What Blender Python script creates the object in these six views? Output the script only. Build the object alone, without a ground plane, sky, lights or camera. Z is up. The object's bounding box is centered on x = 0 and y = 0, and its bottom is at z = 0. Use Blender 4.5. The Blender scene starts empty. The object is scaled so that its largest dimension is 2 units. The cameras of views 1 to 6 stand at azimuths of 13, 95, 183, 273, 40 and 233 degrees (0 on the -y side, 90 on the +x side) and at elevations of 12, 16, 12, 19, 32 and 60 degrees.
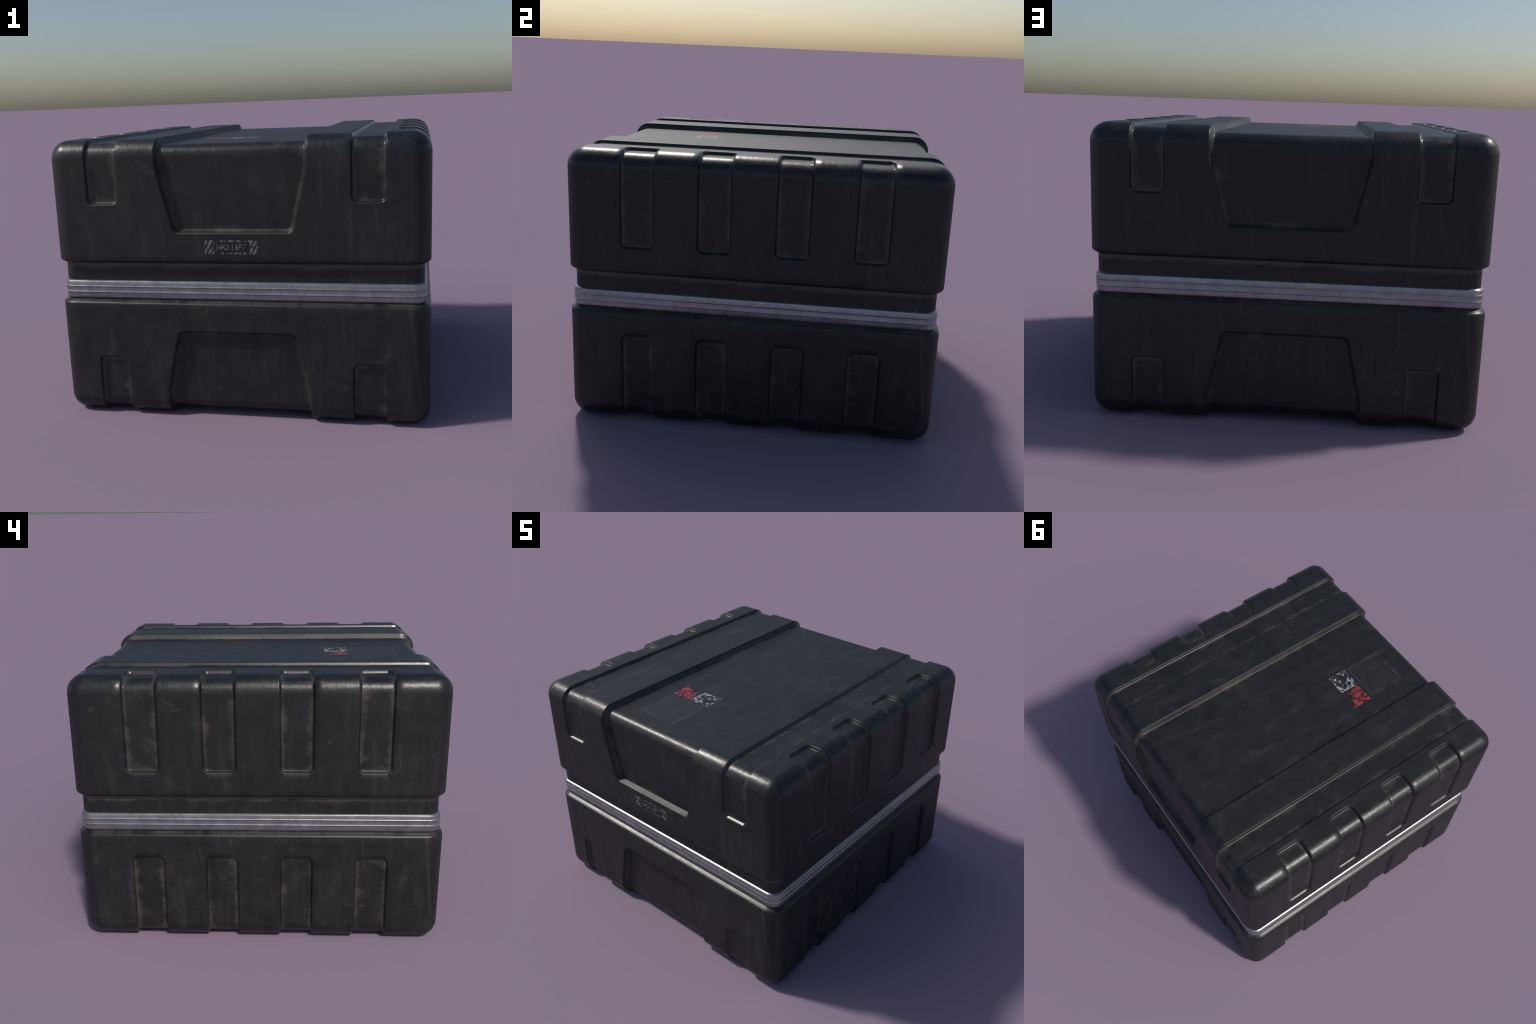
# A square, black moulded transit case: lid and base shells with recessed
# channels and notches, a collar, a ribbed aluminium closing rail, a worn
# stencil on the front and a worn red/white paint mark on the top.
import bpy, math
import numpy as np

HX, HY, H = 1.0, 0.9993, 1.513        # half width, half depth, total height
R = 0.0965                           # radius of every big edge and corner
Z_RIM, BEV = 0.8820, 0.0264          # lid wall ends here, then rolls inwards

# section of the rolled rim (inset, drop): a small round, then a 30 degree slope
RIM = [(0.0010, 0.0042), (0.0032, 0.0082), (0.0074, 0.0122), (0.0140, 0.0164), (0.0205, 0.0202), (0.0262, 0.0235),
       (0.0300, 0.0254), (0.0340, BEV), (0.060, BEV)]

# recess measures (lid frame; the base is the lid turned upside down)
TRAP_TOP, TRAP_LOW, TRAP_Z1, TRAP_Z0 = 0.395, 0.317, 1.360, 1.0215
SLOT_C, SLOT_W, SLOT_Z = 0.6975, 0.0860, 1.1755
NOTCH_P, NOTCH_W, NOTCH_Z, NOTCH_X = 0.2037, 0.0885, 1.0015, 0.832
DEEP, SHALLOW = 0.0345, 0.0185       # recess depths
RAMP_D, RAMP_S = 0.0168, 0.0105       # widths of the sloping recess walls
CORNER = 0.030


# ------------------------------------------------------------------ geometry
def corner_dist(a, b, r):
    """Signed distance to the corner region a<0, b<0 rounded by r."""
    a, b = a + r, b + r
    return np.minimum(np.maximum(a, b), 0) + np.hypot(np.maximum(a, 0), np.maximum(b, 0)) - r


def ramp(d, width):
    """0 outside, 1 inside, sloped wall with small rounded lips."""
    t = -d / width
    k = 0.16
    def soft(x):                     # soft max(x, 0)
        return np.where(x < -k, 0, np.where(x > k, x, (x + k) ** 2 / (4 * k)))
    return soft(t) - soft(t - 1)


def recess(P):
    x, y, z = np.abs(P[:, 0]), np.abs(P[:, 1]), P[:, 2]
    w = np.interp(z, [TRAP_Z0, TRAP_Z1], [TRAP_LOW, TRAP_TOP])
    # round the knee of the trapezoid a little
    trap = corner_dist((x - w) * 0.975, TRAP_Z0 - z, CORNER) - 0.0004
    slot = corner_dist(np.abs(x - SLOT_C) - SLOT_W, SLOT_Z - z, CORNER) - 0.0010
    yn = np.abs(np.abs(y - 2 * NOTCH_P) - NOTCH_P) - NOTCH_W
    notch = corner_dist(yn, np.maximum(NOTCH_Z - z, NOTCH_X - x), CORNER) - 0.0028
    notch = np.where(y > 0.9, 1.0, notch)
    return np.maximum.reduce([DEEP * ramp(trap, RAMP_D), SHALLOW * ramp(slot, RAMP_S), SHALLOW * ramp(notch, RAMP_S)])


def lines(lo, hi, zones, coarse):
    """Grid lines between lo and hi, finer inside the zones (a, b, step)."""
    pts = [lo]
    while pts[-1] < hi - 1e-9:
        p = pts[-1]
        step = coarse
        for a, b, s in zones:
            if a - 1e-9 <= p < b - 1e-9:
                step = min(step, s)
            elif a > p:
                step = min(step, max(a - p, 1e-4))
        pts.append(min(p + step, hi))
    return np.array(pts)


ARC = R * np.tan(np.linspace(0, math.pi / 4, 10))[1:]     # lines across a rounded edge
FINE = 0.0026
half_x = lines(0, HX - R, [(0.285, 0.315, 0.006), (0.315, 0.402, FINE)] +
               [(c, c + 0.046, FINE) for c in (SLOT_C - SLOT_W - 0.004, SLOT_C + SLOT_W - 0.042)] +
               [(NOTCH_X - 0.004, NOTCH_X + 0.036, FINE)], 0.035)
GX = np.concatenate([half_x, HX - R + ARC])
GX = np.concatenate([-GX[:0:-1], GX])
nz = []
for c in (NOTCH_P, 3 * NOTCH_P):
    nz += [(c - NOTCH_W - 0.004, c - NOTCH_W + 0.040, FINE), (c + NOTCH_W - 0.040, c + NOTCH_W + 0.004, FINE)]
half_y = lines(0, HY - R, nz, 0.035)
GY = np.concatenate([half_y, HY - R + ARC])
GY = np.concatenate([-GY[:0:-1], GY])
GZ = np.concatenate([lines(Z_RIM, H - R, [(NOTCH_Z - 0.004, 1.062, FINE), (SLOT_Z - 0.004, SLOT_Z + 0.036, FINE),
                                          (1.062, 1.41, 0.009)], 0.03), H - R + ARC])


def round_box(P):
    """Cube-surface points -> rounded-box points and normals."""
    core = np.stack([np.clip(P[:, 0], -(HX - R), HX - R), np.clip(P[:, 1], -(HY - R), HY - R), np.minimum(P[:, 2], H - R)], 1)
    n = P - core
    n /= np.maximum(np.linalg.norm(n, axis=1), 1e-9)[:, None]
    return core + R * n, n


def ring(rows, hx, hy, r, seg=9, straight=20):
    """Closed loft round the case; rows are (inset, z). Returns verts, faces."""
    t = np.linspace(-1, 1, straight + 1)[:-1]
    pts, nor = [], []
    for i in range(4):
        a0 = i * math.pi / 2
        ax, ay = (hx, hy) if i % 2 == 0 else (hy, hx)
        side = [(ax, s * (ay - r)) for s in t]
        q = [(ax - r + r * math.cos(a), ay - r + r * math.sin(a)) for a in np.linspace(0, math.pi / 2, seg + 1)[:-1]]
        qn = [(math.cos(a), math.sin(a)) for a in np.linspace(0, math.pi / 2, seg + 1)[:-1]]
        c, s_ = math.cos(a0), math.sin(a0)
        for (px, py), (nx, ny) in zip(side + q, [(1, 0)] * len(side) + qn):
            pts.append((c * px - s_ * py, s_ * px + c * py))
            nor.append((c * nx - s_ * ny, s_ * nx + c * ny))
    pts, nor = np.array(pts), np.array(nor)
    V = np.vstack([np.column_stack([pts - nor * e, np.full(len(pts), z)]) for e, z in rows])
    m = len(pts)
    F = [(j * m + i, j * m + (i + 1) % m, (j + 1) * m + (i + 1) % m, (j + 1) * m + i) for j in range(len(rows) - 1) for i in range(m)]
    return V, F


def shell():
    """The lid: five gridded faces of a rounded box, carved, plus the rolled rim."""
    V, F, base = [], [], 0
    # rows below the wall: the rolled rim, then a flat return to the collar
    low = [(e, Z_RIM - d) for e, d in RIM]
    for axis, sgn in ((0, 1), (0, -1), (1, 1), (1, -1)):
        A = GY if axis == 0 else GX
        U, Z = np.meshgrid(A, GZ)
        P = np.zeros((U.size, 3))
        P[:, axis] = sgn * (HX if axis == 0 else HY)
        P[:, 1 - axis], P[:, 2] = U.ravel(), Z.ravel()
        Q, n = round_box(P)
        Q -= n * recess(Q)[:, None]
        na = len(A)
        rim, rn = Q[:na], n[:na]
        rows = [np.column_stack([(rim - rn * e)[:, :2], np.full(na, z)]) for e, z in low[::-1]]
        Q = np.vstack(rows + [Q])
        nr = len(Q) // na
        flip = (sgn > 0) == (axis == 1)
        i, j = np.meshgrid(np.arange(na - 1), np.arange(nr - 1))
        k = (j * na + i).ravel()
        q = np.column_stack([k, k + 1, k + 1 + na, k + na])
        F.append((q[:, ::-1] if flip else q) + base)
        V.append(Q)
        base += len(Q)
    U, W = np.meshgrid(GX, GY)
    P = np.column_stack([U.ravel(), W.ravel(), np.full(U.size, H)])
    Q, n = round_box(P)
    Q -= n * recess(Q)[:, None]
    i, j = np.meshgrid(np.arange(len(GX) - 1), np.arange(len(GY) - 1))
    k = (j * len(GX) + i).ravel()
    F.append(np.column_stack([k, k + 1, k + 1 + len(GX), k + len(GX)]) + base)
    V.append(Q)
    V, F = np.vstack(V), np.vstack(F)
    # weld the seams where the five grids meet
    key = np.round(V * 2e5).astype(np.int64)
    _, first, inv = np.unique(key, axis=0, return_index=True, return_inverse=True)
    return V[first], inv.ravel()[F]


def add_mesh(name, V, F, mat, parent, smooth=True):
    me = bpy.data.meshes.new(name)
    me.from_pydata([tuple(map(float, v)) for v in V], [], [tuple(map(int, f)) for f in F])
    me.validate()
    me.materials.append(mat)
    me.polygons.foreach_set("use_smooth", [smooth] * len(me.polygons))
    me.update()
    ob = bpy.data.objects.new(name, me)
    bpy.context.scene.collection.objects.link(ob)
    ob.parent = parent
    return ob


# ----------------------------------------------------------------- materials
class X:
    """A float socket with arithmetic, so masks read as formulas."""
    tree = None

    def __init__(self, s):
        self.s = s

    @classmethod
    def op(cls, kind, *args, clamp=False):
        n = cls.tree.nodes.new("ShaderNodeMath")
        n.operation, n.use_clamp = kind, clamp
        for i, v in enumerate(args):
            if isinstance(v, X):
                cls.tree.links.new(v.s, n.inputs[i])
            else:
                n.inputs[i].default_value = v
        return X(n.outputs[0])

    def __add__(a, b): return X.op("ADD", a, b)
    def __radd__(a, b): return X.op("ADD", b, a)
    def __sub__(a, b): return X.op("SUBTRACT", a, b)
    def __rsub__(a, b): return X.op("SUBTRACT", b, a)
    def __mul__(a, b): return X.op("MULTIPLY", a, b)
    def __rmul__(a, b): return X.op("MULTIPLY", b, a)
    def __truediv__(a, b): return X.op("DIVIDE", a, b)
    def abs(a): return X.op("ABSOLUTE", a)
    def max(a, b): return X.op("MAXIMUM", a, b)
    def min(a, b): return X.op("MINIMUM", a, b)
    def gt(a, b): return X.op("GREATER_THAN", a, b)
    def sat(a): return X.op("ADD", a, 0.0, clamp=True)

    def step(a, lo, hi):
        """smoothstep from 0 at lo to 1 at hi"""
        n = X.tree.nodes.new("ShaderNodeMapRange")
        n.interpolation_type = "SMOOTHSTEP"
        X.tree.links.new(a.s, n.inputs[0])
        n.inputs[1].default_value, n.inputs[2].default_value = lo, hi
        return X(n.outputs[0])

    def band(a, lo, hi, soft):
        return a.step(lo - soft, lo + soft) * (1.0 - a.step(hi - soft, hi + soft))


def choose(m, a, b):
    """b where m is 1, a where m is 0"""
    return a + m * (b - a)


def vec(x, y, z):
    n = X.tree.nodes.new("ShaderNodeCombineXYZ")
    for i, v in enumerate((x, y, z)):
        if isinstance(v, X):
            X.tree.links.new(v.s, n.inputs[i])
        else:
            n.inputs[i].default_value = v
    return n.outputs[0]


def noise(v, scale, detail=3.0, rough=0.55, distort=0.0):
    n = X.tree.nodes.new("ShaderNodeTexNoise")
    X.tree.links.new(v, n.inputs["Vector"])
    n.inputs["Scale"].default_value, n.inputs["Detail"].default_value = scale, detail
    n.inputs["Roughness"].default_value, n.inputs["Distortion"].default_value = rough, distort
    return X(n.outputs["Fac"])


def mix(m, a, b):
    n = X.tree.nodes.new("ShaderNodeMix")
    n.data_type = "RGBA"
    if isinstance(m, X):
        X.tree.links.new(m.s, n.inputs[0])
    else:
        n.inputs[0].default_value = m
    for i, c in ((6, a), (7, b)):
        if isinstance(c, tuple):
            n.inputs[i].default_value = (*c, 1)
        else:
            X.tree.links.new(c, n.inputs[i])
    return n.outputs[2]


def new_material(name):
    m = bpy.data.materials.new(name)
    m.use_nodes = True
    X.tree = m.node_tree
    return m, m.node_tree.nodes["Principled BSDF"]


def segment(u, z, p, q, width):
    """Soft mask along the straight line p-q on a side wall."""
    (ax, az), (bx, bz) = p, q
    L = math.hypot(bx - ax, bz - az)
    tx, tz = (bx - ax) / L, (bz - az) / L
    along = (u - ax) * tx + (z - az) * tz
    across = ((u - ax) * -tz + (z - az) * tx).abs()
    over = (along - L).max(0.0 - along).max(0.0)
    return 1.0 - (across.max(over)).step(width * 0.3, width)


def spot(u, z, c, r):
    d = X.op("SQRT", (u - c[0]) * (u - c[0]) + (z - c[1]) * (z - c[1]))
    return 1.0 - d.step(r * 0.5, r)


BLACK, BLACK2 = (0.0054, 0.0057, 0.0061), (0.0130, 0.0131, 0.0134)
GRIME, DUST, DUST2 = (0.040, 0.035, 0.028), (0.074, 0.064, 0.052), (0.048, 0.043, 0.037)


def plastic(name, upside_down=False, collar=False, paint=None, keep=0.5, scale=26.0, fade=None):
    m, bsdf = new_material(name)
    t = X.tree
    tc = t.nodes.new("ShaderNodeTexCoord")
    sep = t.nodes.new("ShaderNodeSeparateXYZ")
    t.links.new(tc.outputs["Object"], sep.inputs[0])
    x, y, z = (X(sep.outputs[i]) for i in range(3))
    Z = (H - z) if upside_down else z
    ax, ay = x.abs(), y.abs()
    side_x = ax.gt(ay)
    sx, sy = X.op("SIGN", x), X.op("SIGN", y)
    u = choose(side_x, 0.0 - x * sy, y * sx)          # runs to the viewer's right on every wall
    flat = (Z - 0.5 - ax.max(ay)).gt(0.0)             # top (or underside) of a shell
    pu, pv = choose(flat, u, x), choose(flat, z, y)
    wall = vec(pu, pv, flat * 5.0 + (3.0 if upside_down else 0.0))
    streaky = vec(pu, pv * choose(flat, 0.13, 0.28), flat * 5.0 + (2.0 if upside_down else 0.0))
    n_big = noise(wall, 2.2, 5.0, 0.6)
    n_mid = noise(wall, 9.0, 5.0, 0.62)
    n_fine = noise(wall, 55.0, 4.0, 0.65)
    n_run = noise(streaky, 13.0, 5.0, 0.6, 0.3)
    n_curl = noise(vec(pu, pv * choose(flat, 0.45, 1.0), 9.0), 6.0, 3.0, 0.5, 1.6)

    col = mix((n_big * 0.22 + n_mid * 0.25 + n_run * 0.35 + n_fine * 0.18).step(0.38, 0.62), BLACK, BLACK2)
    grime = (n_run.step(0.53, 0.74) * 0.52 + (n_big * 0.4 + n_mid * 0.6).step(0.54, 0.70) * 0.55) * n_fine.step(0.30, 0.62)
    if upside_down:
        curl = n_curl.band(0.492, 0.508, 0.010) * n_mid.step(0.42, 0.60)
        grime = grime + curl * 0.5
    col = mix(grime.sat(), col, GRIME)

    # distinct runs, drips, scuffs: the same on each of the four walls
    on_wall = 1.0 - flat
    if upside_down:
        marks = segment(u, z, (0.900, 0.64), (0.922, 0.43), 0.014).max(segment(u, z, (0.922, 0.43), (0.950, 0.16), 0.012))
        marks = marks.max(segment(u, z, (0.423, 0.438), (0.405, 0.29), 0.012) * 0.6)
        marks = marks.max(segment(u, z, (0.405, 0.29), (0.57, 0.20), 0.014) * 0.4)
        marks = marks.max(segment(u, z, (0.560, 0.64), (0.570, 0.46), 0.010) * 0.6)
        marks = marks.max(segment(u, z, (-0.340, 0.62), (-0.310, 0.49), 0.012) * 0.6)
        marks = marks.max(spot(u, z, (0.949, 0.113), 0.016)).max(spot(u, z, (0.574, 0.215), 0.022) * 0.7)
    else:
        bend = n_mid * 0.06 - 0.03
        marks = segment(u + bend, z, (-0.50, 1.405), (-0.43, 1.365), 0.009).max(segment(u + bend, z, (-0.44, 1.34), (-0.40, 1.348), 0.010))
        marks = marks.max(spot(u, z, (-0.857, 1.344), 0.019)).max(spot(u, z, (0.370, 1.171), 0.014))
        marks = marks.max(spot(u, z, (0.742, 1.033), 0.014)).max(spot(u, z, (0.905, 1.097), 0.015))
        marks = marks.max(segment(u, z, (0.727, 1.165), (0.745, 1.033), 0.008) * 0.7)
        marks = marks.max(segment(u, z, (0.606, 1.155), (0.607, 0.76), 0.022) * 0.55)
        marks = marks.max(segment(u, z, (0.885, 0.90), (0.862, 0.76), 0.014) * 0.7)
    col = mix((marks * on_wall * n_fine.step(0.25, 0.62) * 0.55).sat(), col, DUST2)

    if not collar:
        # dust lying inside the recesses, thick against their walls
        k = (TRAP_TOP - TRAP_LOW) / (TRAP_Z1 - TRAP_Z0)
        w = ((Z - TRAP_Z0) * k + TRAP_LOW).min(TRAP_TOP)
        trap = 0.0 - (ax - w).max(TRAP_Z0 - Z)
        slot = 0.0 - ((ax - SLOT_C).abs() - SLOT_W).max(SLOT_Z - Z)
        yn = ((ay - 2 * NOTCH_P).abs() - NOTCH_P).abs() - NOTCH_W
        notch = 0.0 - yn.max((NOTCH_Z - Z).max(NOTCH_X - ax))
        deep = trap.max(slot).max(notch)               # distance inwards from the lip
        ragged = n_mid * 0.12 + n_fine * 0.05 - 0.082
        dust = (deep - 0.003).step(0.0, 0.008) * (1.0 - (deep - ragged).step(0.008, 0.034))
        lip = (deep - 0.002).step(0.0, 0.004) * (1.0 - deep.step(0.012, 0.022))
        patch = (n_big * 0.6 + n_mid * 0.4).step(0.40, 0.60)
        col = mix((dust * (0.08 + 0.42 * patch) + lip * (0.05 + 0.22 * patch)).sat(), col, DUST)
        # rolled rim: dust caught against the rail or the collar
        rim = (1.0 - (Z + n_mid * 0.020).step(Z_RIM - 0.010, Z_RIM + 0.004)) if upside_down else (1.0 - Z.step(0.853, 0.860))
        col = mix((rim * n_mid.step(0.36, 0.56) * 0.5).sat(), col, DUST)
    else:
        tide = (z + n_mid * 0.075).step(0.863, 0.885)
        col = mix((tide * 0.8).sat(), col, DUST)

    # fine scratches lying mostly along the channels of the top
    grit = n_fine.step(0.56, 0.70) * n_mid.step(0.40, 0.60)
    col = mix((grit * flat * 0.45).sat(), col, (0.034, 0.033, 0.032))
    sc = noise(vec(pu * 5.0 + pv * 1.1, pv * 0.55, 11.0), 16.0, 3.0, 0.55).step(0.66, 0.72) * n_big.step(0.42, 0.60)
    col = mix((sc * flat * 0.8).sat(), col, (0.045, 0.043, 0.040))

    if not upside_down and not collar and paint is None:
        # ghost of a removed sticker on the top, lighter along its borders
        ex, ey = (x + 0.102).abs() - 0.145, (y + 0.673).abs() - 0.138
        inside = 0.0 - ex.max(ey)
        ghost = inside.step(0.0, 0.003) * (0.14 + (1.0 - inside.step(0.008, 0.022)) * n_mid.step(0.36, 0.60) * 0.7) * flat
        col = mix((ghost * 0.8).sat(), col, (0.050, 0.051, 0.054))

    # satin faces; the rolled top edges and recess walls are rubbed smoother
    roll = (ax - (HX - R)).max(ay - (HY - R)).min(Z - (H - R)).step(-0.004, 0.018)
    rough = n_mid * 0.24 + n_fine * 0.10 + 0.36 - roll * 0.17 + grime.sat() * 0.05
    if not collar:
        wall_s = slot.max(notch)
        rubbed = wall_s.step(0.0, 0.003) * (1.0 - wall_s.step(0.010, 0.016))
        rough = rough - rubbed * 0.21
    if upside_down:
        rough = rough - (1.0 - Z.step(Z_RIM - 0.006, Z_RIM + 0.002)) * 0.15
    if paint is not None:
        worn = noise(vec(x + y * 0.35, y - x * 0.3, z), scale, 6.0, 0.70, 0.4)
        if fade is not None:
            worn = worn + fade(x, y)
        ok = worn.step(keep - 0.045, keep + 0.05)
        col = mix(ok, col, mix(n_fine.step(0.3, 0.7), tuple(c * 0.85 for c in paint), paint))
        rough = rough + ok * 0.12

    bump = t.nodes.new("ShaderNodeBump")
    bump.inputs["Distance"].default_value = 0.005
    t.links.new((roll * 0.20 + 0.07).s, bump.inputs["Strength"])
    t.links.new((noise(tc.outputs["Object"], 30.0, 3.0, 0.6) + n_fine * 0.15).s, bump.inputs["Height"])
    t.links.new(bump.outputs[0], bsdf.inputs["Normal"])
    t.links.new(col, bsdf.inputs["Base Color"])
    t.links.new(rough.s, bsdf.inputs["Roughness"])
    return m


def aluminium(name):
    m, bsdf = new_material(name)
    t = X.tree
    tc = t.nodes.new("ShaderNodeTexCoord")
    v = tc.outputs["Object"]
    n1, n2 = noise(v, 14.0, 5.0, 0.65), noise(v, 70.0, 3.0, 0.6)
    mp = t.nodes.new("ShaderNodeMapping")
    mp.inputs["Scale"].default_value = (1.0, 1.0, 14.0)
    mp.inputs["Rotation"].default_value = (0.5, 0.5, 0.3)
    t.links.new(v, mp.inputs[0])
    scratch = noise(mp.outputs[0], 12.0, 2.0, 0.5).step(0.66, 0.74)
    col = mix((n1 * 0.6 + n2 * 0.4).step(0.35, 0.65), (0.27, 0.27, 0.28), (0.37, 0.37, 0.38))
    col = mix(scratch * 0.35, col, (0.58, 0.58, 0.58))
    t.links.new(col, bsdf.inputs["Base Color"])
    t.links.new((n1 * 0.20 + n2 * 0.08 + 0.18).s, bsdf.inputs["Roughness"])
    bsdf.inputs["Metallic"].default_value = 0.82
    bump = t.nodes.new("ShaderNodeBump")
    bump.inputs["Strength"].default_value, bump.inputs["Distance"].default_value = 0.15, 0.002
    t.links.new((n1 + n2 * 0.3).s, bump.inputs["Height"])
    t.links.new(bump.outputs[0], bsdf.inputs["Normal"])
    return m


# ------------------------------------------------------------------ assembly
case = bpy.data.objects.new("transit_case", None)
bpy.context.scene.collection.objects.link(case)
case["label"] = "worn square black plastic transit case with aluminium rail"
case["category"] = "storage case"

V, F = shell()
lid = add_mesh("lid", V, F, plastic("black_plastic_lid"), case)
VB = V.copy()
VB[:, 2] = H - VB[:, 2]
base = add_mesh("base", VB, F[:, ::-1], plastic("black_plastic_base", upside_down=True), case)

V, F = ring([(0, 0.70), (0, 0.745), (0, 0.80), (0, 0.862)], 0.969, 0.968, 0.0655)
add_mesh("collar", V, F, plastic("black_plastic_collar", collar=True), lid)

# aluminium extrusion: a rounded upper flange, two beads, a tucked lower edge
prof = [(0.016, 0.7622), (0.0120, 0.7603), (0.0042, 0.7560), (0.0027, 0.7548), (0.0018, 0.7530), (0.0014, 0.7350), (0.0008, 0.7310),
        (-0.0012, 0.7290), (-0.0018, 0.7270), (-0.0008, 0.7245), (0.0012, 0.7232), (0.0016, 0.7205),
        (0.0015, 0.7030), (0.0006, 0.6992), (-0.0010, 0.6972), (-0.0015, 0.6953), (-0.0006, 0.6930), (0.0018, 0.6918),
        (0.0024, 0.6890), (0.0024, 0.6700), (0.0052, 0.6630), (0.0090, 0.6590), (0.020, 0.6570)]
V, F = ring(prof[::-1], 0.980, 0.979, 0.066)
add_mesh("aluminium_rail", V, F, aluminium("brushed_aluminium"), case)
V, F = ring([(0.0, 0.650), (0.0, 0.665)], 0.9705, 0.9695, 0.0655)
add_mesh("lower_collar", V, F, plastic("black_plastic_lower_collar", collar=True), base)


def plates(name, polys, mat, parent, axis, level, thick=0.0004):
    """Thin painted shapes: polygons in (x, z) on the front or (x, y) on the top."""
    V, F = [], []
    for poly in polys:
        b, n = len(V), len(poly)
        for h in (0.0001, thick):
            for p, q in poly:
                V.append((p, -level - h, q) if axis == 1 else (p, q, level + h))
        F.append(tuple(range(b + n, b + 2 * n)))
        F += [(b + i, b + (i + 1) % n, b + n + (i + 1) % n, b + n + i) for i in range(n)]
    return add_mesh(name, V, F, mat, parent, smooth=False)


def rect(x0, x1, y0, y1):
    return [(x0, y0), (x1, y0), (x1, y1), (x0, y1)]


def clip(poly, x0, x1, y0, y1):
    for ax, lim, s in ((0, x0, 1), (0, x1, -1), (1, y0, 1), (1, y1, -1)):
        out = []
        for i, p in enumerate(poly):
            q = poly[(i + 1) % len(poly)]
            a, b = s * (p[ax] - lim), s * (q[ax] - lim)
            if a >= 0:
                out.append(p)
            if a * b < 0:
                k = a / (a - b)
                out.append((p[0] + k * (q[0] - p[0]), p[1] + k * (q[1] - p[1])))
        poly = out
        if not poly:
            break
    return poly


# worn red and white paint mark on the channel floor of the top
TOP = H - DEEP
plates("white_paint_mark", [rect(-0.107, 0.042, -0.516, -0.380)],
       plastic("worn_white_paint", paint=(0.36, 0.37, 0.39), keep=0.545, scale=34.0,
               fade=lambda x, y: ((x + 0.030).abs() * 1.0).max((y + 0.448).abs() * 1.1) * 1.6 - 0.075), lid, 2, TOP)
plates("red_paint_mark", [rect(-0.257, -0.107, -0.516, -0.380)],
       plastic("worn_red_paint", paint=(0.36, 0.034, 0.037), keep=0.49, scale=30.0,
               fade=lambda x, y: (x + 0.200) * -0.8 - (y + 0.448) * 0.5), lid, 2, TOP)

# worn stencil on the front wall of the lid
stencil = plastic("worn_stencil_paint", paint=(0.18, 0.18, 0.195), keep=0.475, scale=50.0)
bars = []
for x0, w in ((-0.064, 0.030), (-0.022, 0.030), (0.020, 0.034), (0.065, 0.030)):
    bars.append(rect(x0, x0 + w, 0.978, 0.987))
for x0, w in ((-0.060, 0.014), (-0.036, 0.018), (-0.012, 0.012), (0.013, 0.034), (0.058, 0.028)):
    bars.append(rect(x0, x0 + w, 0.914, 0.923))
for x0, x1 in ((-0.146, -0.094), (0.093, 0.135)):
    c = x0 - 0.06
    while c < x1 + 0.02:
        bar = clip([(c, 0.914), (c + 0.015, 0.914), (c + 0.056, 0.987), (c + 0.041, 0.987)], x0, x1, 0.914, 0.987)
        if len(bar) > 2:
            bars.append(bar)
        c += 0.0245
plates("stencil_border", bars, stencil, lid, 1, HY)


def lettering(name, text, x0, x1, z0, z1, mat, parent):
    cu = bpy.data.curves.new(name, "FONT")
    cu.body, cu.size, cu.extrude, cu.resolution_u = text, 0.05, 0.0, 4
    cu.offset = 0.0012
    tmp = bpy.data.objects.new("lettering_helper", cu)
    bpy.context.scene.collection.objects.link(tmp)
    bpy.context.view_layer.update()
    me = bpy.data.meshes.new_from_object(tmp.evaluated_get(bpy.context.evaluated_depsgraph_get()))
    P = np.array([v.co[:] for v in me.vertices])
    polys = [list(p.vertices) for p in me.polygons]
    bpy.data.objects.remove(tmp)
    bpy.data.curves.remove(cu)
    bpy.data.meshes.remove(me)
    lo, hi = P.min(0), P.max(0)
    xx = x0 + (P[:, 0] - lo[0]) / (hi[0] - lo[0]) * (x1 - x0)
    zz = z0 + (P[:, 1] - lo[1]) / (hi[1] - lo[1]) * (z1 - z0)
    n = len(P)
    Vf = np.column_stack([xx, np.full(n, -HY - 0.0006), zz])
    Vb = Vf + np.array([0, 0.0005, 0])
    used = {}
    for p in polys:
        for a, b in zip(p, p[1:] + p[:1]):
            used[(a, b)] = True
    rimf = [(a, b, b + n, a + n) for a, b in used if (b, a) not in used]
    add_mesh(name, np.vstack([Vf, Vb]), polys + rimf, mat, parent, smooth=False)


lettering("warning_lettering", "NO LIFT", -0.081, 0.074, 0.9355, 0.966, stencil, lid)
